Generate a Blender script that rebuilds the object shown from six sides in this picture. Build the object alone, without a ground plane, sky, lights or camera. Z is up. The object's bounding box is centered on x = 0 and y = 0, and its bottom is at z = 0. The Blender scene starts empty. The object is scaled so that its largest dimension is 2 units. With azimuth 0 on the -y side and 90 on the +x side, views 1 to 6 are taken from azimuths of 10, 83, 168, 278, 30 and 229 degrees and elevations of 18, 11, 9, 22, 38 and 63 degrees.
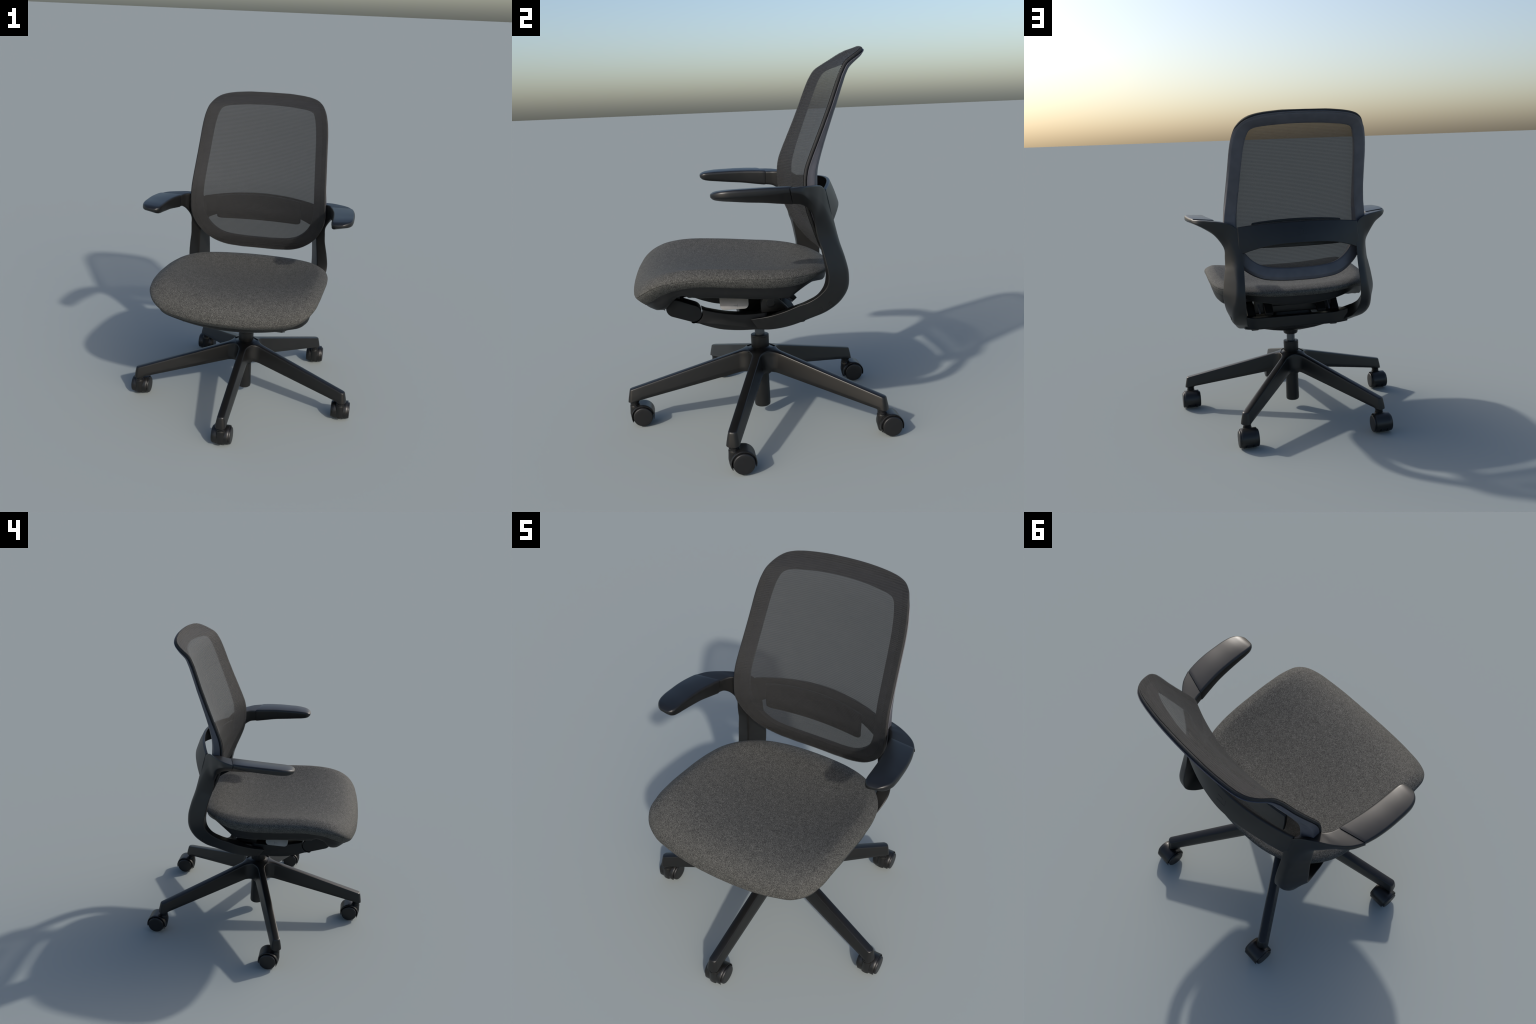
# Office swivel chair: five-star base with casters, gas lift, tilt mechanism,
# upholstered seat, mesh backrest in a plastic ring frame, yoke posts with arm pads.
import bpy, bmesh, math
import numpy as np
from mathutils import Vector

rng = np.random.default_rng(7)

# ------------------------------------------------------------------ materials
def new_mat(name):
    m = bpy.data.materials.new(name)
    m.use_nodes = True
    nt = m.node_tree
    b = nt.nodes["Principled BSDF"]
    return m, nt, b

def plastic(name, col, rough, grain=900.0, bump=0.05, var=0.12, spec=0.5):
    m, nt, b = new_mat(name)
    tc = nt.nodes.new("ShaderNodeTexCoord")
    n1 = nt.nodes.new("ShaderNodeTexNoise"); n1.inputs["Scale"].default_value = 14.0
    n1.inputs["Detail"].default_value = 4.0
    cr = nt.nodes.new("ShaderNodeValToRGB")
    cr.color_ramp.elements[0].position = 0.3
    cr.color_ramp.elements[1].position = 0.7
    cr.color_ramp.elements[0].color = tuple(c * (1 - var) for c in col) + (1,)
    cr.color_ramp.elements[1].color = tuple(c * (1 + var) for c in col) + (1,)
    n2 = nt.nodes.new("ShaderNodeTexNoise"); n2.inputs["Scale"].default_value = grain
    bp = nt.nodes.new("ShaderNodeBump"); bp.inputs["Strength"].default_value = bump
    bp.inputs["Distance"].default_value = 0.001
    L = nt.links.new
    L(tc.outputs["Object"], n1.inputs["Vector"]); L(tc.outputs["Object"], n2.inputs["Vector"])
    L(n1.outputs["Fac"], cr.inputs["Fac"]); L(cr.outputs["Color"], b.inputs["Base Color"])
    L(n2.outputs["Fac"], bp.inputs["Height"]); L(bp.outputs["Normal"], b.inputs["Normal"])
    b.inputs["Roughness"].default_value = rough
    b.inputs["Specular IOR Level"].default_value = spec
    return m

def woven(name, dark, light, scale=1.0):
    """melange upholstery: crossed stretched noises read as short warp and weft slubs"""
    m, nt, b = new_mat(name)
    L = nt.links.new
    tc = nt.nodes.new("ShaderNodeTexCoord")
    outs = []
    for vec in ((145, 540, 540), (540, 145, 540), (540, 540, 145)):
        mp = nt.nodes.new("ShaderNodeMapping")
        mp.inputs["Scale"].default_value = tuple(v * scale for v in vec)
        n = nt.nodes.new("ShaderNodeTexNoise")
        n.inputs["Scale"].default_value = 1.0; n.inputs["Detail"].default_value = 1.0
        L(tc.outputs["Object"], mp.inputs["Vector"]); L(mp.outputs["Vector"], n.inputs["Vector"])
        outs.append(n.outputs["Fac"])
    mx = nt.nodes.new("ShaderNodeMath"); mx.operation = "MAXIMUM"
    L(outs[0], mx.inputs[0]); L(outs[1], mx.inputs[1])
    mx2 = nt.nodes.new("ShaderNodeMath"); mx2.operation = "MAXIMUM"
    L(mx.outputs[0], mx2.inputs[0]); L(outs[2], mx2.inputs[1])
    big = nt.nodes.new("ShaderNodeTexNoise"); big.inputs["Scale"].default_value = 45.0
    big.inputs["Detail"].default_value = 3.0
    L(tc.outputs["Object"], big.inputs["Vector"])
    mul = nt.nodes.new("ShaderNodeMath"); mul.operation = "MULTIPLY_ADD"
    mul.inputs[1].default_value = 0.10; L(big.outputs["Fac"], mul.inputs[0]); L(mx2.outputs[0], mul.inputs[2])
    cr = nt.nodes.new("ShaderNodeValToRGB")
    cr.color_ramp.elements[0].position = 0.54
    cr.color_ramp.elements[1].position = 0.84
    cr.color_ramp.elements[0].color = dark + (1,)
    cr.color_ramp.elements[1].color = light + (1,)
    bp = nt.nodes.new("ShaderNodeBump"); bp.inputs["Strength"].default_value = 0.35
    bp.inputs["Distance"].default_value = 0.0012
    L(mul.outputs[0], cr.inputs["Fac"]); L(cr.outputs["Color"], b.inputs["Base Color"])
    L(mx2.outputs[0], bp.inputs["Height"]); L(bp.outputs["Normal"], b.inputs["Normal"])
    b.inputs["Roughness"].default_value = 0.8
    b.inputs["Specular IOR Level"].default_value = 0.3
    return m

def knit(name, col, rough=0.75, wave_axis="Z", wscale=120.0):
    m, nt, b = new_mat(name)
    L = nt.links.new
    tc = nt.nodes.new("ShaderNodeTexCoord")
    w = nt.nodes.new("ShaderNodeTexWave"); w.bands_direction = wave_axis
    w.inputs["Scale"].default_value = wscale; w.inputs["Distortion"].default_value = 0.4
    n = nt.nodes.new("ShaderNodeTexNoise"); n.inputs["Scale"].default_value = 30.0
    n.inputs["Detail"].default_value = 3.0
    ad = nt.nodes.new("ShaderNodeMath"); ad.operation = "MULTIPLY_ADD"; ad.inputs[1].default_value = 0.5
    cr = nt.nodes.new("ShaderNodeValToRGB")
    cr.color_ramp.elements[0].position = 0.3; cr.color_ramp.elements[1].position = 1.1
    cr.color_ramp.elements[0].color = tuple(c * 0.80 for c in col) + (1,)
    cr.color_ramp.elements[1].color = tuple(c * 1.20 for c in col) + (1,)
    L(tc.outputs["Object"], w.inputs["Vector"]); L(tc.outputs["Object"], n.inputs["Vector"])
    L(w.outputs["Fac"], ad.inputs[0]); L(n.outputs["Fac"], ad.inputs[2])
    L(ad.outputs[0], cr.inputs["Fac"]); L(cr.outputs["Color"], b.inputs["Base Color"])
    bp = nt.nodes.new("ShaderNodeBump"); bp.inputs["Strength"].default_value = 0.2
    bp.inputs["Distance"].default_value = 0.001
    L(w.outputs["Fac"], bp.inputs["Height"]); L(bp.outputs["Normal"], b.inputs["Normal"])
    b.inputs["Roughness"].default_value = rough
    b.inputs["Specular IOR Level"].default_value = 0.3
    return m

M_BLACK = plastic("black_plastic", (0.0078, 0.0080, 0.0081), 0.40, spec=0.42)
M_BASE = plastic("base_nylon", (0.0066, 0.0065, 0.0064), 0.36, bump=0.04, spec=0.44)
M_PAD = plastic("arm_pad_rubber", (0.0060, 0.0063, 0.0068), 0.37, bump=0.02, spec=0.5)
M_FRAME = plastic("slate_plastic", (0.071, 0.072, 0.086), 0.5)
M_PAN = plastic("shell_plastic", (0.0070, 0.0073, 0.0076), 0.5, spec=0.30)
M_WHEEL = plastic("wheel_tread", (0.0075, 0.0075, 0.008), 0.42, spec=0.42)
M_METAL = plastic("chromed_steel", (0.10, 0.11, 0.12), 0.25, var=0.05)
M_METAL.node_tree.nodes["Principled BSDF"].inputs["Metallic"].default_value = 0.8
M_PADDLE = plastic("grey_lever", (0.20, 0.195, 0.185), 0.5)
M_MARK = plastic("lever_print", (0.13, 0.13, 0.13), 0.6)
M_FABRIC = woven("melange_cloth", (0.0115, 0.0114, 0.0107), (0.158, 0.155, 0.141))
M_YARN = knit("mesh_cloth", (0.0225, 0.0226, 0.0228), wscale=37.4)
# sheer knit: see-through all over, a touch denser along every weft rib
_nt = M_YARN.node_tree
_mr = _nt.nodes.new("ShaderNodeMapRange")
_mr.inputs["To Min"].default_value = 0.808; _mr.inputs["To Max"].default_value = 0.872
_nt.links.new([n for n in _nt.nodes if n.bl_idname == "ShaderNodeTexWave"][0].outputs["Fac"], _mr.inputs["Value"])
_nt.links.new(_mr.outputs["Result"], _nt.nodes["Principled BSDF"].inputs["Alpha"])
M_HEM = knit("mesh_hem", (0.021, 0.021, 0.021), wscale=160.0)

# ------------------------------------------------------------------ helpers
def mesh_obj(name, verts, faces, mat, parent=None, angle=40.0, flip=False):
    me = bpy.data.meshes.new(name)
    if flip:
        faces = [tuple(reversed(f)) for f in faces]
    me.from_pydata([tuple(map(float, v)) for v in verts], [], [tuple(map(int, f)) for f in faces])
    me.validate()
    bm = bmesh.new(); bm.from_mesh(me)
    bmesh.ops.remove_doubles(bm, verts=bm.verts, dist=1e-6)
    bmesh.ops.recalc_face_normals(bm, faces=bm.faces)
    lim = math.radians(angle)
    for f in bm.faces: f.smooth = True
    for e in bm.edges:
        e.smooth = not (len(e.link_faces) == 2 and e.calc_face_angle(0.0) > lim)
    bm.to_mesh(me); bm.free()
    me.materials.append(mat)
    ob = bpy.data.objects.new(name, me)
    bpy.context.scene.collection.objects.link(ob)
    if parent is not None:
        ob.parent = parent
    return ob

def link_copy(src, name, parent):
    ob = src.copy(); ob.name = name; ob.parent = parent
    bpy.context.scene.collection.objects.link(ob)
    return ob

def grid_faces(nr, nc, close_c=True, close_r=False):
    F = []
    for i in range(nr if close_r else nr - 1):
        for j in range(nc if close_c else nc - 1):
            a = i * nc + j; b = i * nc + (j + 1) % nc
            i2 = (i + 1) % nr
            F.append((a, b, i2 * nc + (j + 1) % nc, i2 * nc + j))
    return F

def loft(name, sections, mat, parent, caps=True, angle=40.0, close_r=False, close_c=True):
    S = np.array(sections, float)
    nr, nc = S.shape[:2]
    V = S.reshape(-1, 3).tolist()
    F = grid_faces(nr, nc, close_c, close_r)
    if caps and not close_r:
        F.append(tuple(range(nc))); F.append(tuple((nr - 1) * nc + k for k in range(nc)))
    return mesh_obj(name, V, F, mat, parent, angle)

def lathe(name, prof, mat, parent, center=(0, 0, 0), axis="z", n=48, angle=35.0):
    rows = []
    for r, h in prof:
        ring = []
        for k in range(n):
            a = 2 * math.pi * k / n
            c, s = r * math.cos(a), r * math.sin(a)
            p = (c, s, h) if axis == "z" else (h, c, s)
            ring.append(tuple(p[i] + center[i] for i in range(3)))
        rows.append(ring)
    return loft(name, rows, mat, parent, True, angle)

def spline(xs, ys, x):
    """monotone-ish cubic (Catmull-Rom slopes) through control points"""
    xs = np.asarray(xs, float); ys = np.asarray(ys, float)
    if xs[0] > xs[-1]:
        xs = xs[::-1]; ys = ys[::-1]
    d = np.diff(ys) / np.diff(xs)
    m = np.empty_like(ys)
    m[0], m[-1] = d[0], d[-1]
    h = np.diff(xs)
    m[1:-1] = (d[:-1] * h[1:] + d[1:] * h[:-1]) / (h[:-1] + h[1:])
    x = np.clip(np.asarray(x, float), xs[0], xs[-1])
    i = np.clip(np.searchsorted(xs, x, side="right") - 1, 0, len(xs) - 2)
    t = (x - xs[i]) / h[i]
    return ((2*t**3 - 3*t**2 + 1) * ys[i] + (t**3 - 2*t**2 + t) * h[i] * m[i]
            + (-2*t**3 + 3*t**2) * ys[i+1] + (t**3 - t**2) * h[i] * m[i+1])

def curve_through(P, n):
    """resample a smooth open curve through the rows of P (any dimension)"""
    P = np.asarray(P, float)
    t = np.concatenate([[0], np.cumsum(np.linalg.norm(np.diff(P.reshape(len(P), -1), axis=0), axis=1))])
    u = np.linspace(0, t[-1], n)
    flat = P.reshape(len(P), -1)
    return np.stack([spline(t, flat[:, k], u) for k in range(flat.shape[1])], 1).reshape((n,) + P.shape[1:])

def round_quad(Q, radii, seg=6):
    """closed section through four 3D corners with rounded corners"""
    Q = np.asarray(Q, float); out = []
    for k in range(4):
        p = Q[k]; a = Q[k - 1] - p; b = Q[(k + 1) % 4] - p
        la, lb = np.linalg.norm(a), np.linalg.norm(b)
        r = min(radii[k], 0.49 * la, 0.49 * lb)
        A, Bp = p + a / la * r, p + b / lb * r
        for s in range(seg + 1):
            t = s / seg
            out.append((1 - t) ** 2 * A + 2 * t * (1 - t) * p + t * t * Bp)
    return np.array(out)

def box(name, lo, hi, mat, parent, bevel=0.006, seg=3, shear=None):
    bm = bmesh.new()
    bmesh.ops.create_cube(bm, size=1.0)
    lo = np.array(lo); hi = np.array(hi)
    for v in bm.verts:
        c = np.array(v.co) + 0.5
        p = lo + c * (hi - lo)
        if shear: p = np.array(shear(p))
        v.co = Vector(p)
    if bevel > 0:
        bmesh.ops.bevel(bm, geom=list(bm.edges), offset=bevel, segments=seg, profile=0.5, affect="EDGES")
    V = [tuple(v.co) for v in bm.verts]
    bm.verts.index_update()
    F = [tuple(v.index for v in f.verts) for f in bm.faces]
    bm.free()
    return mesh_obj(name, V, F, mat, parent, 40.0)

def prism_x(name, outline, x0, x1, mat, parent, bevel=0.004, sgn=1, angle=35.0):
    """extrude a closed (y,z) outline from x0 to x1 with chamfered rims"""
    O = np.array(outline, float)
    c = O.mean(0)
    T = np.roll(O, -1, 0) - np.roll(O, 1, 0)
    N = np.stack([T[:, 1], -T[:, 0]], 1); N /= np.linalg.norm(N, axis=1)[:, None] + 1e-12
    if np.mean(np.sum(N * (O - c), 1)) < 0: N = -N
    rows = []
    for x, ins in ((x0, bevel), (x0 + .3 * bevel, .3 * bevel), (x0 + bevel, 0), (x1 - bevel, 0), (x1 - .3 * bevel, .3 * bevel), (x1, bevel)):
        P = O - N * ins
        rows.append([(sgn * x, p[0], p[1]) for p in P])
    return loft(name, rows, mat, parent, True, angle)

def empty(name, parent=None, loc=(0, 0, 0)):
    ob = bpy.data.objects.new(name, None)
    ob.location = loc
    bpy.context.scene.collection.objects.link(ob)
    if parent: ob.parent = parent
    return ob

root = empty("office_chair")
root["label"] = "black swivel office chair with mesh back and grey seat"
root["category"] = "office chair"

CX, CY = 0.0, 0.03          # swivel axis

# ------------------------------------------------------------------ five-star base
def top_z(r): return 0.4105 - 0.278 * r
def bot_z(r): return 0.2885 - 0.206 * r

def half_leg_outline(off, L=0.738, w=0.0205, R=0.074, rt=0.016):
    """(axial, lateral) points from the bisector of two legs to the middle of the leg tip"""
    s36, t36 = math.sin(math.radians(36)), math.tan(math.radians(36))
    w2, R2, L2, rt2 = w + off, max(R - off, .01), L + off, rt + off * .6
    cdist = (w2 + R2) / s36
    cx, cy = cdist * math.cos(math.radians(36)), w2 + R2
    pts = []
    for k in range(9):                                   # fillet between legs
        a = math.radians(216) + (math.radians(270) - math.radians(216)) * k / 8
        pts.append((cx + R2 * math.cos(a), cy + R2 * math.sin(a)))
    x0 = pts[-1][0]
    for k in range(1, 13):                               # straight flank
        pts.append((x0 + (L2 - rt2 - x0) * k / 12, w2))
    for k in range(1, 7):                                # rounded tip corner
        a = math.pi / 2 * (1 - k / 6)
        pts.append((L2 - rt2 + rt2 * math.cos(a), w2 - rt2 + rt2 * math.sin(a)))
    pts.append((L2, 0.0))
    return np.array(pts)

def build_leg(parent):
    rows = []
    top = half_leg_outline(0.0)
    n = len(top)
    axis = top.copy(); axis[:, 1] = 0
    # rows from leg axis over the crowned top, the rounded shoulder and down the drafted flank
    for f, sink in ((0.0, -.002), (0.5, -.0015), (0.85, 0), (0.97, .001)):
        P = axis * (1 - f) + top * f
        rows.append([(p[0], p[1], top_z(p[0]) - sink) for p in P])
    for off, k, dz in ((0.0010, 0, .002), (0.0022, 0, .0055), (0.0034, .12, .004), (0.0070, .4, .002),
                       (0.0110, .75, 0), (0.0130, .97, 0), (0.0110, 1.0, 0), (0.003, 1.0, -.001)):
        O = half_leg_outline(off)
        row = []
        for p in O:
            zt, zb = top_z(p[0]), bot_z(p[0])
            row.append((p[0], p[1], zt + (zb - zt) * k - dz))
        rows.append(row)
    O = half_leg_outline(0.003)
    rows.append([(p[0], 0.0, bot_z(p[0]) + .001) for p in O])
    V, F = [], []
    for sgn in (1, -1):
        base = len(V)
        for r in rows: V += [(x, sgn * y, z) for x, y, z in r]
        for f in grid_faces(len(rows), n, close_c=False):
            F.append(tuple(base + i for i in (f if sgn > 0 else reversed(f))))
    return mesh_obj("base_leg", V, F, M_BASE, parent, 50.0)

star = lathe("star_base", [(0.0, 0.400), (0.050, 0.3985), (0.056, 0.3930), (0.0905, 0.3835), (0.0885, 0.372), (0.066, 0.360), (0.064, 0.258),
                           (0.058, 0.244), (0.0, 0.244)], M_BASE, root, center=(CX, CY, 0))
LEG_ANG = [-90 + 72 * k for k in range(5)]
leg0 = None
for a in LEG_ANG:
    if leg0 is None:
        ob = leg0 = build_leg(star)
    else:
        ob = link_copy(leg0, "base_leg", star)
    ob.location = (CX, CY, 0); ob.rotation_euler = (0, 0, math.radians(a))
# caster sockets under every leg tip
SOCK_R = 0.717
sock0 = None
for a in LEG_ANG:
    x, y = CX + SOCK_R * math.cos(math.radians(a)), CY + SOCK_R * math.sin(math.radians(a))
    if sock0 is None:
        ob = sock0 = lathe("caster_socket", [(0.0, 0.152), (0.0265, 0.152), (0.0290, 0.148), (0.0285, 0.140), (0.0255, 0.1300), (0.0, 0.1300)], M_BASE, star)
    else:
        ob = link_copy(sock0, "caster_socket", star)
    ob.location = (x, y, 0)

# ------------------------------------------------------------------ casters
def arc_band(ro, ri, a0, a1, n=36):
    """closed (y,z) outline of a ring segment with pointed ends"""
    out = [(ro * math.cos(a0 + (a1 - a0) * k / n), ro * math.sin(a0 + (a1 - a0) * k / n)) for k in range(n + 1)]
    inn = [(ri * math.cos(a1 + (a0 - a1) * k / n), ri * math.sin(a1 + (a0 - a1) * k / n)) for k in range(n + 1)]
    return out + inn

WR, WOFF = 0.0565, 0.043
def build_caster():
    hood = arc_band(0.0630, 0.0592, math.radians(-18), math.radians(208))
    rows = []
    for x, k in ((-.049, 1), (-.0472, 0), (-.034, 0), (0, 0), (.034, 0), (.0472, 0), (.049, 1)):
        row = []
        for (y, z) in hood:
            r = math.hypot(y, z)
            rr = r - (.0015 if (k and r > .0611) else 0)
            row.append((x, y / r * rr, z / r * rr))
        rows.append(row)
    h = loft("caster", rows, M_BASE, root, True, 40.0)
    # inner web between the two wheels and the swivel boss in front
    web = lathe("caster_web", [(0.0, -.019), (.0560, -.019), (.0560, .019), (0.0, .019)], M_BASE, h, axis="x")
    boss_rows = []
    for z, rx, ry, yo in ((-.034, .020, .006, -.056), (-.014, .026, .018, -.050), (.010, .0275, .026, -.0455), (.042, .0275, .0270, -.0430), (.0535, .0275, .0270, -.0430), (.0560, .0262, .0257, -.0430)):
        boss_rows.append([(rx * math.cos(2*math.pi*k/32), yo + ry * math.sin(2*math.pi*k/32), z) for k in range(32)])
    boss = loft("swivel_boss", boss_rows, M_BASE, h, True, 40.0)
    neck = lathe("swivel_pin", [(0.0, .052), (.0215, .052), (.0215, .0575), (.0245, .058), (.0245, .0665), (.0215, .067), (.0215, .0765), (0, .0765)], M_WHEEL, h, center=(0, -.043, 0))
    w = lathe("caster_wheel", [(0, .0205), (.051, .0205), (.0555, .023), (.0565, .027), (.0565, .0380), (.0555, .0400), (.0530, .0410), (.0530, .0535), (.0520, .0570), (.0500, .0593), (.0475, .0602), (.034, .0604), (0, .0605)], M_WHEEL, h, axis="x", n=56)
    w2 = link_copy(w, "caster_wheel", h); w2.rotation_euler = (0, 0, math.pi)
    return h, [web, boss, neck, w, w2]

cast0, kids0 = build_caster()
for i, a in enumerate(LEG_ANG):
    x, y = CX + SOCK_R * math.cos(math.radians(a)), CY + SOCK_R * math.sin(math.radians(a))
    if i == 0:
        c = cast0
    else:
        c = link_copy(cast0, "caster", root)
        for k in kids0: link_copy(k, k.name.split(".")[0], c)
    c.location = (x, y + WOFF, WR)

# ------------------------------------------------------------------ gas lift
lift = lathe("gas_lift", [(0, .049), (.038, .049), (.0425, .053), (.0445, .062), (.0415, .30), (0, .30)], M_BLACK, root, center=(CX, CY, 0))
lathe("lift_collar", [(0, .395), (.0475, .395), (.0495, .399), (.0505, .450), (.0505, .457), (.049, .458), (.049, .459), (.0505, .460), (.0500, .4655), (.0465, .4665), (.0, .4665)],
      M_BLACK, lift, center=(CX, CY, 0))
lathe("lift_rod", [(0, .44), (.0275, .44), (.0275, .56), (0, .56)], M_METAL, lift, center=(CX, CY, 0))
lathe("lift_cone", [(0, .518), (.043, .518), (.0475, .523), (.052, .545), (.058, .556), (.060, .60), (0, .60)], M_BLACK, lift, center=(CX, CY, 0))

# ------------------------------------------------------------------ seat
SEAT_C = (0.0, -0.10)
half = [(0, -.640), (.11, -.638), (.22, -.631), (.32, -.618), (.412, -.598), (.470, -.564), (.503, -.512), (.518, -.430), (.525, -.31), (.528, -.17),
        (.528, -.05), (.519, .06), (.498, .15), (.458, .227), (.400, .296), (.314, .355), (.21, .391), (.105, .406), (0, .410)]
def seat_outline(n=220):
    H = np.array(half)
    full = np.concatenate([H, (H * [-1, 1])[::-1][1:]])
    P = curve_through(full, n + 1)[:-1]
    return P
OUT = seat_outline()
zt_y = [-.70, -.60, -.55, -.50, -.45, -.40, -.32, -.2, -.1, .05, .2, .28, .34, .45]
zt_z = [.872, .914, .933, .949, .961, .968, .972, .968, .962, .950, .940, .930, .917, .895]
zm_y = [-.70, -.645, -.62, -.58, -.53, -.45, -.32, -.1, .1, .25, .40]
zm_z = [.750, .776, .803, .845, .879, .902, .911, .900, .888, .884, .877]
zl_y = [-.70, -.645, -.62, -.58, -.53, -.45, -.35, -.12, .10, .22, .31, .42]
zl_z = [.714, .738, .757, .792, .826, .857, .870, .855, .840, .843, .862, .848]
def crown(x, y): return -spline([-.6, -.35, 0, .4], [.014, .015, .022, .026], y) * (np.abs(x) / .5) ** 2.2
dish_y = [-.66, -.60, -.52, -.42, -.30, -.15, .0, .15, .25, .32, .39]
dish_d = [.012, .024, .036, .048, .059, .065, .065, .055, .038, .020, .004]
def dish(x, y):
    """valley pressed into the cushion between its raised flanks"""
    lo = OUT[OUT[:, 0] >= -1e-6]; o = np.argsort(lo[:, 1])
    hw = np.interp(y, lo[o, 1], lo[o, 0])
    hw = np.maximum(hw, .30)
    u = np.clip(np.abs(x) / (.89 * hw), 0, 1)
    return -spline(dish_y, dish_d, y) * (1 - u ** 2.3)

tuck = spline([-.65, -.5, -.35, -.1, .15, .39], [.90, .72, .48, .42, .36, .30], OUT[:, 1])
def tucked(f):
    """how far the lower edge pulls in under the cushion varies round the seat"""
    w = np.clip((.93 - f) / .25, 0, 1)
    return (1 - (1 - f) * (tuck + (1 - tuck) * w))[:, None]
def seat_row(f, kind, t=0.0):
    if kind == "side": f = tucked(f)
    P = np.array(SEAT_C) + (OUT - np.array(SEAT_C)) * f
    x, y = P[:, 0], P[:, 1]
    yo = OUT[:, 1]
    if kind == "top":
        z = spline(zt_y, zt_z, y) + crown(x, y) + dish(x, y)
    elif kind == "roll":
        zt = spline(zt_y, zt_z, y) + crown(x, y) + dish(x, y)
        zm = spline(zm_y, zm_z, yo)
        s = (1 - t ** 2.35) ** (1 / 2.35)
        z = zm + (zt - zm) * s
    elif kind == "side":
        zm = spline(zm_y, zm_z, yo); zl = spline(zl_y, zl_z, yo)
        z = zm + (zl - zm) * t
    return np.stack([x, y, z], 1)

seat = empty("seat", root)
rows = [seat_row(f, "top") for f in (0.02, .08, .14, .2, .26, .32, .38, .44, .5, .55, .6, .65, .69, .73)]
f0 = .76
for t in np.sin(np.linspace(0.0, 1, 20) * math.pi / 2):
    rows.append(seat_row(f0 + (1 - f0) * t, "roll", t))
for f, t in ((.9955, .015), (.994, .03), (.9955, .045), (.9985, .07), (.994, .20), (.980, .40), (.958, .62), (.934, .82), (.918, .94), (.906, 1.0), (.88, 1.0)):
    rows.append(seat_row(f, "side", t))
cushion = loft("seat_cushion", rows, M_FABRIC, seat, True, 60.0)

# plastic pan under the cushion
zp_y = [-.62, -.56, -.51, -.46, -.42, -.38, -.30, -.15, 0., .12, .20, .28, .38]
zp_z = [.735, .708, .688, .700, .755, .808, .814, .804, .789, .781, .778, .780, .790]
def pan_row(f, k, extra=0.0):
    f = tucked(f)
    P = np.array(SEAT_C) + (OUT - np.array(SEAT_C)) * f
    zl = spline(zl_y, zl_z, OUT[:, 1]) + .004
    zp = spline(zp_y, zp_z, P[:, 1])
    chin = np.clip((-.36 - P[:, 1]) / .08, 0, 1)
    zp = zp + chin * .052 * (np.abs(P[:, 0]) / .36) ** 2
    zp = zp + .055 * np.clip((P[:, 1] - .14) / .14, 0, 1) * (np.abs(P[:, 0]) / .36) ** 2
    zp = np.minimum(zp, zl - .014)
    return np.stack([P[:, 0], P[:, 1], zl + (zp - zl) * k + extra], 1)
rows = [pan_row(.80, 0, .01), pan_row(.912, 0, .004), pan_row(.914, 0, -.004), pan_row(.908, .15), pan_row(.900, .5), pan_row(.888, .84), pan_row(.868, 1.0), pan_row(.82, 1.0, -.001), pan_row(.76, 1.0, -.001),
        pan_row(.70, 1.0), pan_row(.65, 1.0), pan_row(.60, 1.0), pan_row(.55, 1.0), pan_row(.5, 1.0), pan_row(.3, 1.0, -.003), pan_row(.05, 1.0, -.004)]
loft("seat_pan", rows, M_PAN, seat, True, 50.0)

# ------------------------------------------------------------------ backrest
oz = [(0, 2.0005), (.10, 1.9992), (.20, 1.9932), (.25, 1.9880), (.30, 1.9790), (.338, 1.9665), (.370, 1.9450), (.391, 1.918), (.404, 1.885), (.412, 1.855),
      (.4185, 1.82), (.4245, 1.77), (.4315, 1.67), (.4385, 1.57), (.4455, 1.47), (.4515, 1.37), (.4555, 1.29), (.4550, 1.23), (.4500, 1.185),
      (.4390, 1.148), (.4200, 1.108), (.3900, 1.063), (.3500, 1.022), (.3000, .987), (.2400, .9635), (.1500, .9510), (0, .9465)]
# edge depth of the back at each height, its width there, and how strongly it hollows sideways
ye_z = [2.005, 1.97, 1.945, 1.92, 1.87, 1.82, 1.77, 1.72, 1.67, 1.62, 1.57, 1.52, 1.47, 1.42, 1.37, 1.32, 1.27, 1.22, 1.17, 1.12, 1.07, 1.02, .97, .93]
ye_y = [.585, .546, .506, .466, .428, .405, .385, .366, .345, .324, .302, .280, .258, .238, .227, .224, .226, .232, .247, .266, .287, .312, .346, .366]
ye_w = [.20, .333, .370, .390, .409, .4185, .4245, .428, .4315, .435, .4385, .442, .4455, .449, .4515, .4545, .4555, .4545, .446, .426, .395, .348, .27, .20]
k_z = [2.005, 1.97, 1.945, 1.92, 1.87, 1.77, 1.62, 1.47, 1.37, 1.25, 1.15, 1.05, .97, .93]
k_k = [.14, .18, .25, .31, .31, .32, .34, .39, .44, .44, .39, .33, .26, .22]
def surf_k(z): return spline(k_z, k_k, z)
yc_tab = np.array(ye_y) + spline(k_z, k_k, np.array(ye_z)) * np.array(ye_w) ** 2
def surf_y(x, z): return spline(ye_z, yc_tab, z) - surf_k(z) * x * x
def surf_n(x, z):
    dz = (surf_y(x, z + .004) - surf_y(x, z - .004)) / .008
    n = np.stack([2 * surf_k(z) * x, np.ones_like(x), -dz], -1)
    return n / np.linalg.norm(n, axis=-1)[..., None]
H = np.array(oz)
ring2 = curve_through(np.concatenate([H, (H * [-1, 1])[::-1][1:]]), 321)[:-1]      # (x,z) closed
T = np.roll(ring2, -1, 0) - np.roll(ring2, 1, 0)
T /= np.linalg.norm(T, axis=1)[:, None]
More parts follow.
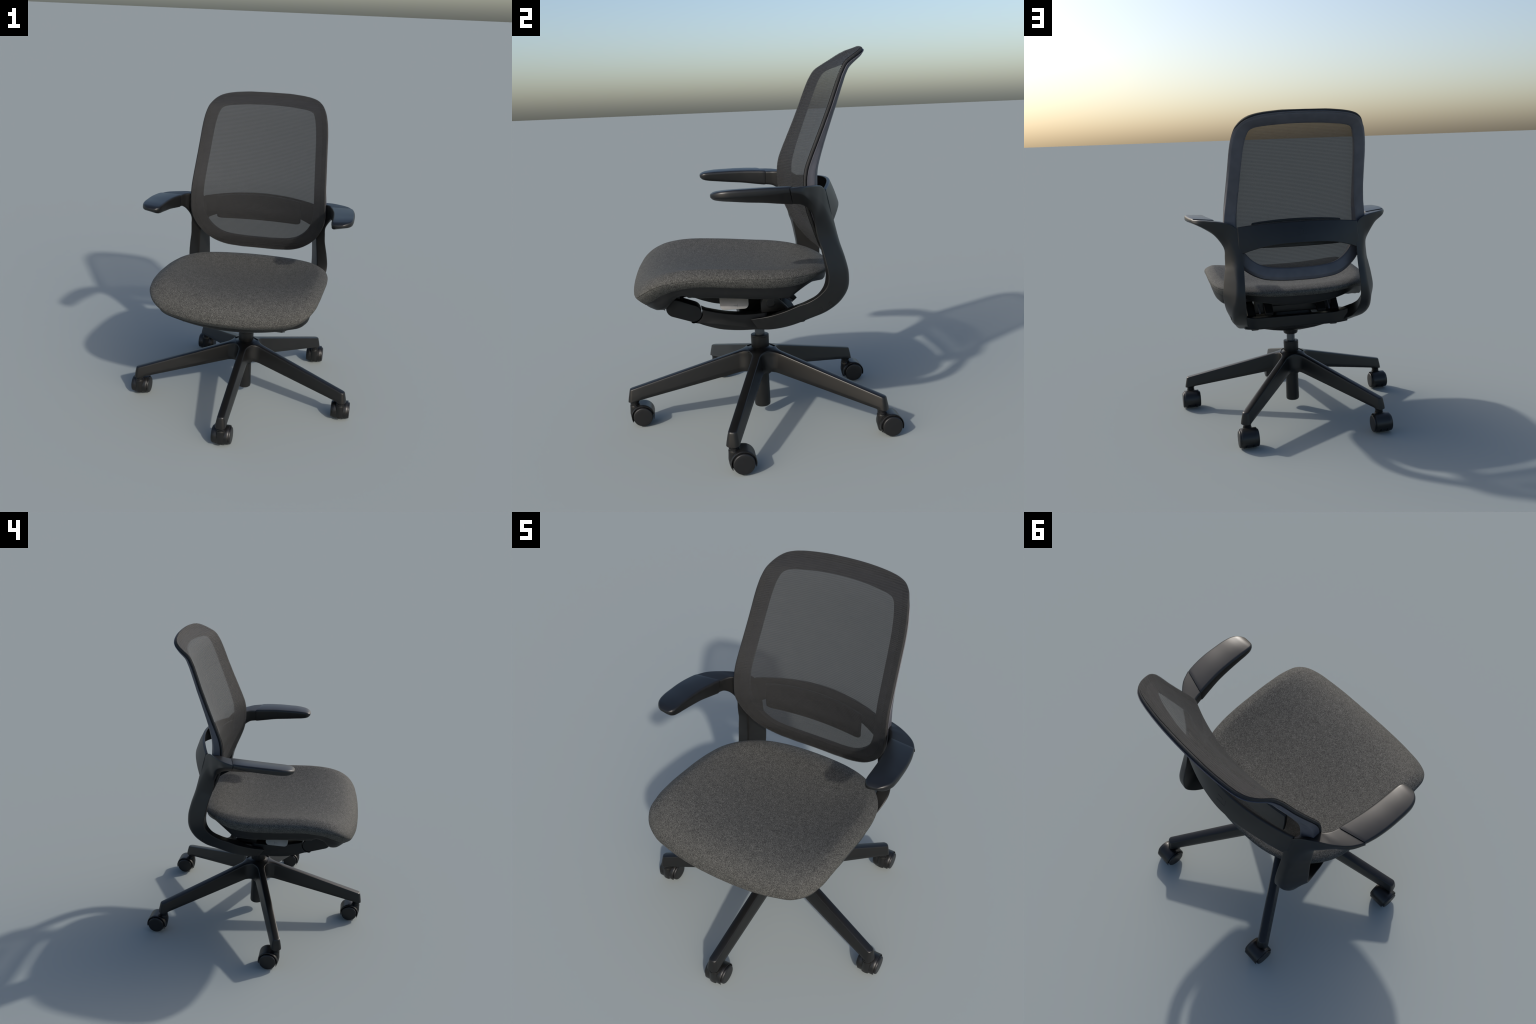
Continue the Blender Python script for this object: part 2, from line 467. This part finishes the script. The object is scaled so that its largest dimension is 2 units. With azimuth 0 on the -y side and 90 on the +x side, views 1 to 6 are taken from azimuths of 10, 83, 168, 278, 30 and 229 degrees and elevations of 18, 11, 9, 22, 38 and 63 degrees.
inward = np.stack([T[:, 1], -T[:, 0]], 1)
if np.mean(np.sum(inward * (ring2 - [0, 1.45]), 1)) > 0: inward = -inward
slope = (surf_y(ring2[:, 0], ring2[:, 1] + .004) - surf_y(ring2[:, 0], ring2[:, 1] - .004)) / .008
zsq = 1 / np.sqrt(1 + slope ** 2)
def rounded_inset(d):
    """inward offset of the outline; wide offsets get generously rounded corners"""
    P = ring2 + inward * d * np.stack([np.ones_like(zsq), zsq], 1)
    if d > .05:
        for _ in range(70):
            P = .5 * P + .25 * (np.roll(P, 1, 0) + np.roll(P, -1, 0))
    return P
def ring_pts(d, h):
    """ring at inward offset d and depth h behind the mesh surface"""
    P = rounded_inset(d)
    x, z = P[:, 0], P[:, 1]
    y = surf_y(x, z)
    return np.stack([x, y, z], 1) + surf_n(x, z) * np.reshape(h, (-1, 1))

back = empty("backrest", root)
hz_z = [2.0, 1.97, 1.93, 1.87, 1.8, 1.67, 1.57, 1.47, 1.40, 1.32, 1.22, 1.12, 1.02, .94]
hz_h = [.026, .029, .032, .034, .034, .036, .040, .048, .056, .058, .053, .043, .036, .032]
Hd = spline(hz_z, hz_h, ring2[:, 1])
for _ in range(60):
    Hd = .5 * Hd + .25 * (np.roll(Hd, 1) + np.roll(Hd, -1))
BW = 0.079
one = np.ones(len(ring2))
frame_sec = [(.030, .004 * one), (.014, .012 * one), (.010, .0175 * one), (.0035, .0195 * one), (.0015, .022 * one), (.003, .024 * one), (.009, .5 * Hd + .5 * .022),
             (.013, Hd - .0035), (.0155, Hd - .001), (.020, Hd), (BW - .012, Hd + .001), (BW - .004, Hd - .001), (BW, Hd - .005), (BW, .010 * one), (BW - .004, .005 * one)]
S = [ring_pts(d, h) for d, h in frame_sec]
loft("back_frame", np.array(S), M_FRAME, back, False, 40.0, close_r=True)
hem_sec = [(.034, .0008), (.020, .0005), (.008, .0006), (.002, .0022), (-.0012, .006), (-.0012, .0105), (.001, .0145), (.007, .0165), (.016, .0165), (.030, .0035)]
S = [ring_pts(d, h * one) for d, h in hem_sec]
loft("mesh_hem", np.array(S), M_HEM, back, False, 50.0, close_r=True)

# knitted mesh: one sheer cloth with fine raised weft ribs
def half_width(z):
    right = ring2[(ring2[:, 0] >= -1e-6)]
    o = np.argsort(right[:, 1])
    return np.interp(z, right[o, 1], right[o, 0])
RIB = 0.0089
zz = np.linspace(.9485, 1.9975, 2000)
arc = np.concatenate([[0], np.cumsum(np.hypot(np.diff(zz), np.diff(surf_y(0 * zz, zz))))])
NR, NS = int(arc[-1] / (RIB / 5)), 49
V = []
for i in range(NR):
    a = arc[-1] * i / (NR - 1)
    z0 = np.interp(a, arc, zz)
    x = np.linspace(-1, 1, NS) * max(half_width(z0) - .003, .02)
    z = np.full(NS, z0)
    rib = .00036 * math.cos(2 * math.pi * a / RIB)
    V += list(np.stack([x, surf_y(x, z), z], 1) - surf_n(x, z) * (.0010 + rib))
F = grid_faces(NR, NS, False)
def fast_mesh(name, V, F, mat, parent):
    me = bpy.data.meshes.new(name)
    V = np.asarray(V, np.float32); F = np.asarray(F, np.int32)
    me.vertices.add(len(V)); me.vertices.foreach_set("co", V.ravel())
    me.loops.add(F.size); me.loops.foreach_set("vertex_index", F.ravel())
    me.polygons.add(len(F)); me.polygons.foreach_set("loop_start", np.arange(0, F.size, 4, dtype=np.int32))
    me.update(calc_edges=True); me.validate()
    me.polygons.foreach_set("use_smooth", np.ones(len(F), dtype=bool))
    me.materials.append(mat)
    ob = bpy.data.objects.new(name, me); bpy.context.scene.collection.objects.link(ob); ob.parent = parent
    return ob
mesh_cloth = fast_mesh("mesh_cloth", V, F, M_YARN, back)

# lumbar pad between mesh and cross band
def shell(name, fx, us, vs, thick, mat, parent, edge=.006):
    """curved plate: fx(u,v)->(x,z) on the back, centre depth from fd(u,v)"""
    front, rear = [], []
    for v in vs:
        front.append([fx(u, v, 0) for u in us]); rear.append([fx(u, v, thick) for u in us])
    nu, nv = len(us), len(vs)
    V = [p for r in front for p in r] + [p for r in rear for p in r]
    F = grid_faces(nv, nu, False) + [tuple(nu * nv + i for i in reversed(f)) for f in grid_faces(nv, nu, False)]
    loop = [i for i in range(nu)] + [i * nu + nu - 1 for i in range(1, nv)] + [(nv - 1) * nu + i for i in range(nu - 2, -1, -1)] + [i * nu for i in range(nv - 2, 0, -1)]
    for k in range(len(loop)):
        a, b = loop[k], loop[(k + 1) % len(loop)]
        F.append((b, a, nu * nv + a, nu * nv + b))
    ob = mesh_obj(name, V, F, mat, parent, 40.0)
    bv = ob.modifiers.new("bevel", "BEVEL"); bv.width = edge; bv.segments = 3; bv.limit_method = "ANGLE"; bv.angle_limit = math.radians(50)
    return ob

def pad_pt(u, v, h):
    x = u * .286
    zt = 1.336 - .020 * abs(u) ** 2
    zb = 1.155 + .010 * max(0, abs(u) - .93) / .07
    z = zb + (zt - zb) * v
    X, Z = np.array([x]), np.array([z])
    P = np.array([x, surf_y(X, Z)[0], z]) + surf_n(X, Z)[0] * (.006 + h)
    return tuple(P)
shell("lumbar_pad", pad_pt, np.linspace(-1, 1, 41), np.linspace(0, 1, 9), .018, M_BLACK, back, .006)

def band_pt(u, v, h):
    x = u * .388
    a = abs(u)
    zt = 1.327 - .028 * a ** 2.2
    zb = 1.127 + .071 * (1 - a ** 2.6)
    yt = .434 - .086 * a ** 1.8
    yb = .484 - .104 * a ** 1.8
    z = zb + (zt - zb) * v
    y = yb + (yt - yb) * v + .003 * math.sin(math.pi * v) - h
    return (x * (1 - h * .0), y, z)
shell("cross_band", band_pt, np.linspace(-1, 1, 49), np.linspace(0, 1, 11), .018, M_BLACK, back, .005)

def mark_strip(u0, u1, v0, v1):
    shell("band_mark", lambda u, v, h: band_pt(u, v, -.0007 + h), np.linspace(u0, u1, 5), np.linspace(v0, v1, 3), .002, M_BLACK, back, .0002)
for a in ((-.075, .075, .40, .425), (-.075, -.066, .43, .66), (-.02, -.011, .43, .66), (-.008, .075, .63, .66)):
    mark_strip(*a)

# ------------------------------------------------------------------ yoke posts and arms
stations = [  # inner-front, rear-inner, rear-outer, front-outer corners, from the arm seam down to the yoke
 [(.500,.165,1.330),(.645,.130,1.341),(.648,.132,1.322),(.510,.163,1.246)],
 [(.488,.205,1.330),(.612,.188,1.341),(.619,.190,1.310),(.500,.200,1.238)],
 [(.462,.240,1.328),(.560,.240,1.338),(.562,.234,1.284),(.484,.235,1.214)],
 [(.428,.268,1.312),(.492,.288,1.335),(.512,.276,1.246),(.471,.262,1.176)],
 [(.408,.284,1.262),(.428,.325,1.325),(.458,.316,1.206),(.466,.270,1.140)],
 [(.402,.286,1.195),(.382,.352,1.288),(.434,.347,1.162),(.468,.277,1.105)],
 [(.404,.292,1.124),(.367,.381,1.185),(.418,.376,1.098),(.470,.288,1.058)],
 [(.410,.306,1.027),(.364,.415,1.040),(.412,.409,1.022),(.477,.303,1.016)],
 [(.416,.320,.950),(.366,.442,.950),(.413,.436,.948),(.488,.318,.950)],
 [(.420,.328,.873),(.367,.457,.865),(.422,.452,.868),(.495,.330,.874)],
 [(.417,.319,.824),(.365,.452,.800),(.436,.446,.806),(.490,.322,.828)],
 [(.403,.290,.776),(.357,.412,.738),(.444,.410,.746),(.476,.286,.784)],
 [(.385,.232,.739),(.345,.342,.682),(.434,.338,.688),(.460,.235,.750)],
 [(.364,.182,.716),(.325,.252,.641),(.405,.246,.645),(.447,.185,.731)],
 [(.342,.108,.686),(.312,.150,.604),(.380,.142,.607),(.420,.110,.697)],
 [(.335,.030,.659),(.308,.055,.590),(.362,.045,.592),(.386,.030,.670)],
 [(.318,-.035,.644),(.300,-.005,.588),(.332,-.010,.590),(.362,-.050,.656)],
]
radii_key = [  # matching corner radii
 (.012,.008,.006,.018),(.012,.008,.012,.024),(.012,.010,.022,.028),(.012,.014,.030,.030),(.012,.016,.034,.026),(.010,.012,.034,.016),(.010,.009,.036,.013),
 (.010,.009,.036,.013),(.010,.010,.036,.013),(.010,.010,.036,.013),(.010,.010,.034,.012),(.010,.010,.030,.010),(.008,.010,.026,.010),(.008,.010,.024,.008),(.008,.010,.020,.008),(.008,.010,.016,.008),(.006,.008,.010,.006)]
St = curve_through(np.array(stations), 110)
tt = np.linspace(0, 1, 110)
# radii follow the same arc parameter as the stations
P0 = np.array(stations).reshape(len(stations), -1)
arc_s = np.concatenate([[0], np.cumsum(np.linalg.norm(np.diff(P0, axis=0), axis=1))]); arc_s /= arc_s[-1]
Rad = np.stack([np.interp(tt, arc_s, np.array(radii_key)[:, k]) for k in range(4)], 1)
def arm_support(sgn):
    secs = []
    for q, r in zip(St, Rad):
        s = round_quad(q, r)
        secs.append(s * [sgn, 1, 1])
    return loft("arm_post", secs, M_BLACK, root, True, 40.0)
posts = [arm_support(1), arm_support(-1)]

# screw recesses on the lower outer bend, seated on the post surface
from mathutils.bvhtree import BVHTree
for sgn, post in ((1, posts[0]), (-1, posts[1])):
    tree = BVHTree.FromPolygons([v.co for v in post.data.vertices], [tuple(p.vertices) for p in post.data.polygons])
    for (y, z) in ((.303, .706), (.350, .733)):
        hit, nor, _, _ = tree.ray_cast(Vector((sgn * 1.0, y + .06, z - .02)), Vector((-sgn * 1.0, -.12, .03)).normalized())
        if hit is None: continue
        cap = lathe("screw_recess", [(0, -.004), (.0120, -.004), (.0120, .0006), (.0112, .0012), (.0098, .0006), (.0094, -.001), (0, -.001)], M_WHEEL, post, n=24)
        cap.rotation_euler = nor.to_track_quat("Z", "Y").to_euler(); cap.location = hit
        cap.scale = (.75, 1.25, 1.0)

# arm pads
pad_st = [  # y, x_inner, x_outer, top inner z, top outer z, bottom inner z, bottom outer z
 (None, .500, .6445, 1.333, 1.345, 1.243, 1.322),
 (None, .513, .658, 1.336, 1.347, 1.252, 1.320),
 (None, .524, .665, 1.338, 1.348, 1.262, 1.317),
 (None, .531, .667, 1.338, 1.347, 1.270, 1.314),
 (None, .533, .666, 1.337, 1.346, 1.278, 1.312),
 (None, .534, .660, 1.336, 1.343, 1.284, 1.310),
 (None, .5365, .650, 1.334, 1.341, 1.289, 1.310),
 (None, .543, .636, 1.331, 1.337, 1.295, 1.311),
 (None, .553, .618, 1.327, 1.331, 1.304, 1.315)]
y_in = [.1635, .095, .025, -.060, -.130, -.180, -.205, -.220, -.2285]
y_out = [.1285, .065, .000, -.075, -.130, -.172, -.196, -.214, -.2270]
def arm_pad(sgn):
    Q = []
    for (p, a, b) in zip(pad_st, y_in, y_out):
        _, xi, xo, ti, to, bi, bo = p
        Q.append([(xi, a, ti), (xo, b, to), (xo + .0008, b, bo), (xi + .006, a, bi)])
    C = curve_through(np.array(Q), 46)
    secs = []
    n = len(C)
    for i, q in enumerate(C):
        k = i / (n - 1)
        r = (.014, .013, .010, .018)
        s = round_quad(q, r)
        c = s.mean(0)
        # crown the top a little
        mid = .5 * (q[0, 0] + q[1, 0]); hw = .5 * (q[1, 0] - q[0, 0])
        up = s[:, 2] > c[2] + .004
        s[up, 2] += .006 * np.clip(1 - ((s[up, 0] - mid) / hw) ** 2, 0, 1) * min(1, (1 - k) * 4)
        if i < 3:
            s = c + (s - c) * (1.0 + (-.030, -.006, .0)[i])
        secs.append(s * [sgn, 1, 1])
    last = secs[-1]; c = last.mean(0)
    for g, dy in ((.86, .0022), (.6, .0042), (.25, .0052)):
        secs.append(c + (last - c) * g + np.array([0, -dy, 0]))
    return loft("arm_pad", secs, M_PAD, root, True, 50.0)
arm_pad(1); arm_pad(-1)

# ------------------------------------------------------------------ yoke cross bar and tilt mechanism
bar = []
for x in np.linspace(-.345, .345, 41):
    a = max(0.0, (abs(x) - .24) / .105)
    dy = .045 * a ** 2; dz = .030 * a ** 2
    q = [(x, .112 + dy, .670 + dz), (x, .196 + dy, .676 + dz), (x, .188 + dy, .597 + dz * .7), (x, .100 + dy, .592 + dz * .7)]
    bar.append(round_quad(q, (.010, .005, .014, .014)))
yoke = loft("yoke_bar", bar, M_BLACK, root, True, 40.0)
for sgn in (1, -1):
    box("foot_stop", (sgn * .268 - .024, .105, .588), (sgn * .268 + .024, .165, .612), M_BLACK, yoke, .005)

mech = empty("tilt_mechanism", root)
rail_y = [-.33, -.30, -.25, -.20, -.15, -.10, -.05, .0, .05]
rail_t = [.726, .714, .699, .686, .676, .670, .668, .669, .672]
rail_b = [.648, .634, .615, .600, .592, .587, .585, .585, .588]
c0, c1, R = np.array([-.428, .727]), np.array([-.338, .694]), .045
d = (c1 - c0) / np.linalg.norm(c1 - c0); nrm = np.array([-d[1], d[0]])
rail = [(y, spline(rail_y, rail_t, y)) for y in np.linspace(.04, -.272, 16)]
for k in range(15):
    a = math.radians(48 - 132 * k / 14)
    rail.append(c1 + (R * .97 + .005) * (math.cos(a) * d + math.sin(a) * nrm))
rail += [(y, spline(rail_y, rail_b, y)) for y in np.linspace(-.310, .04, 18)]
rail = [(float(p[0]), float(p[1])) for p in rail]
for sgn in (1, -1):
    prism_x("side_rail", rail, .236, .309, M_PAN, mech, .003, sgn)
    # rounded end block that carries the front of the seat
    out = []
    for k in range(17):
        a = math.pi / 2 + math.pi * k / 16
        out.append(c0 + R * (math.cos(a) * d + math.sin(a) * nrm))
    for k in range(17):
        a = -math.pi / 2 + math.pi * k / 16
        out.append(c1 + R * .97 * (math.cos(a) * d + math.sin(a) * nrm))
    prism_x("rail_end_block", out, .208, .313, M_PAN, mech, .005, sgn)
    # saddle that hugs the block and joins pan and rail
    sad = []
    for k in range(13):
        a = math.radians(60) + math.radians(150) * k / 12
        sad.append(c0 + (R + .007) * (math.cos(a) * d + math.sin(a) * nrm))
    sad += [(-.545, .752), (-.565, .778), (-.50, .815), (-.405, .815), (-.398, .775)]
    prism_x("front_saddle", sad, .198, .303, M_PAN, mech, .004, sgn)
    # pivot bracket, pin and slanted link towards the rear
    br = [(.012, .672), (.012, .715)] + [(.060 + .046 * math.cos(math.radians(a)), .722 + .046 * math.sin(math.radians(a))) for a in range(170, 20, -12)] + [(.150, .690), (.130, .678)]
    prism_x("pivot_bracket", br, .262, .313, M_BLACK, mech, .003, sgn)
    pin = lathe("pivot_pin", [(0, 0), (.0245, 0), (.0245, .0025), (.0225, .0035), (.0185, .0035), (.018, .001), (0, .001)], M_BASE, mech, axis="x", n=32)
    pin.location = (sgn * .3132, .060, .722)
    if sgn < 0: pin.rotation_euler = (0, 0, math.pi)
    link = [(.085, .800), (.140, .800), (.165, .765), (.215, .712), (.190, .690), (.130, .730)]
    prism_x("tilt_link", link, .150, .205, M_BLACK, mech, .003, sgn)
    box("tilt_link_rib", (.0, 0, 0), (.010, .085, .010), M_PADDLE, mech, .002)
    rib = bpy.context.scene.collection.objects[-1]
    rib.location = (sgn * .235 - .005, .115, .752); rib.rotation_euler = (math.radians(-38), 0, 0)
    rib.data.materials[0] = M_FRAME
    # seat lever paddle: slanted plate with two solid dark blocks in place of notches and a small printed mark
    def pshear(p, sgn=sgn):
        x, y, z = p
        return (sgn * (x + .030 * (z - .765) / .07 * -1), y, z)
    po, rc = [(-.064, .792), (-.206, .792)], .022
    for cy_, a0 in ((-.206 + rc, 180), (-.064 - rc, 270)):
        for k in range(7):
            a = math.radians(a0 + 15 * k)
            po.append((cy_ + rc * math.cos(a), .734 + rc + rc * math.sin(a)))
    padl = prism_x("lever_paddle", po, .412, .424, M_PADDLE, mech, .003, 1)
    for v in padl.data.vertices: v.co = pshear(v.co)
    if sgn < 0: padl.data.flip_normals()
    box("lever_root", (.34, -.196, .786), (.416, -.074, .802), M_PADDLE, mech, .003, 2, lambda p, s=sgn: (s * p[0], p[1], p[2]))
    for yy in (-.168, -.138):
        box("lever_dark_block", (.3975, yy - .004, .767), (.4215, yy + .004, .790), M_WHEEL, padl, .002, 2, pshear)
    box("lever_mark", (.4155, -.140, .7502), (.42475, -.120, .7522), M_MARK, padl, 0.0, 1, pshear)
    box("lever_mark", (.4155, -.122, .7440), (.42475, -.1195, .7600), M_MARK, padl, 0.0, 1, pshear)

# central housing around the lift and the cross plate between the rails
hs = []
for z, hx, y0, y1 in ((.556, .07, -.045, .115), (.575, .15, -.075, .150), (.60, .255, -.09, .165), (.635, .262, -.095, .160), (.665, .14, -.09, .13), (.72, .110, -.10, .115), (.800, .110, -.13, .115)):
    q = [(-hx, y0, z), (hx, y0, z), (hx, y1, z), (-hx, y1, z)]
    hs.append(round_quad(q, (.05, .05, .03, .03), 8))
loft("tilt_housing", hs, M_BLACK, mech, True, 50.0)
# spring box hung below the pan, its underside rising to the front
def sb(p):
    x, y, z = p
    if z < .77:
        z = .728 + .30 * max(0, -.18 - y)
    return (x, y, z)
box("spring_box", (-.125, -.405, .728), (.125, -.10, .800), M_BLACK, mech, .008, 3, sb)

box("seat_carriage", (-.170, -.06, .735), (.170, .140, .800), M_BLACK, mech, .012, 3)
box("gap_fill_plate", (-.262, .085, .688), (.262, .128, .792), M_BLACK, mech, .008, 3)  # added dark plate, blocks the see-through gap between pan and yoke bar
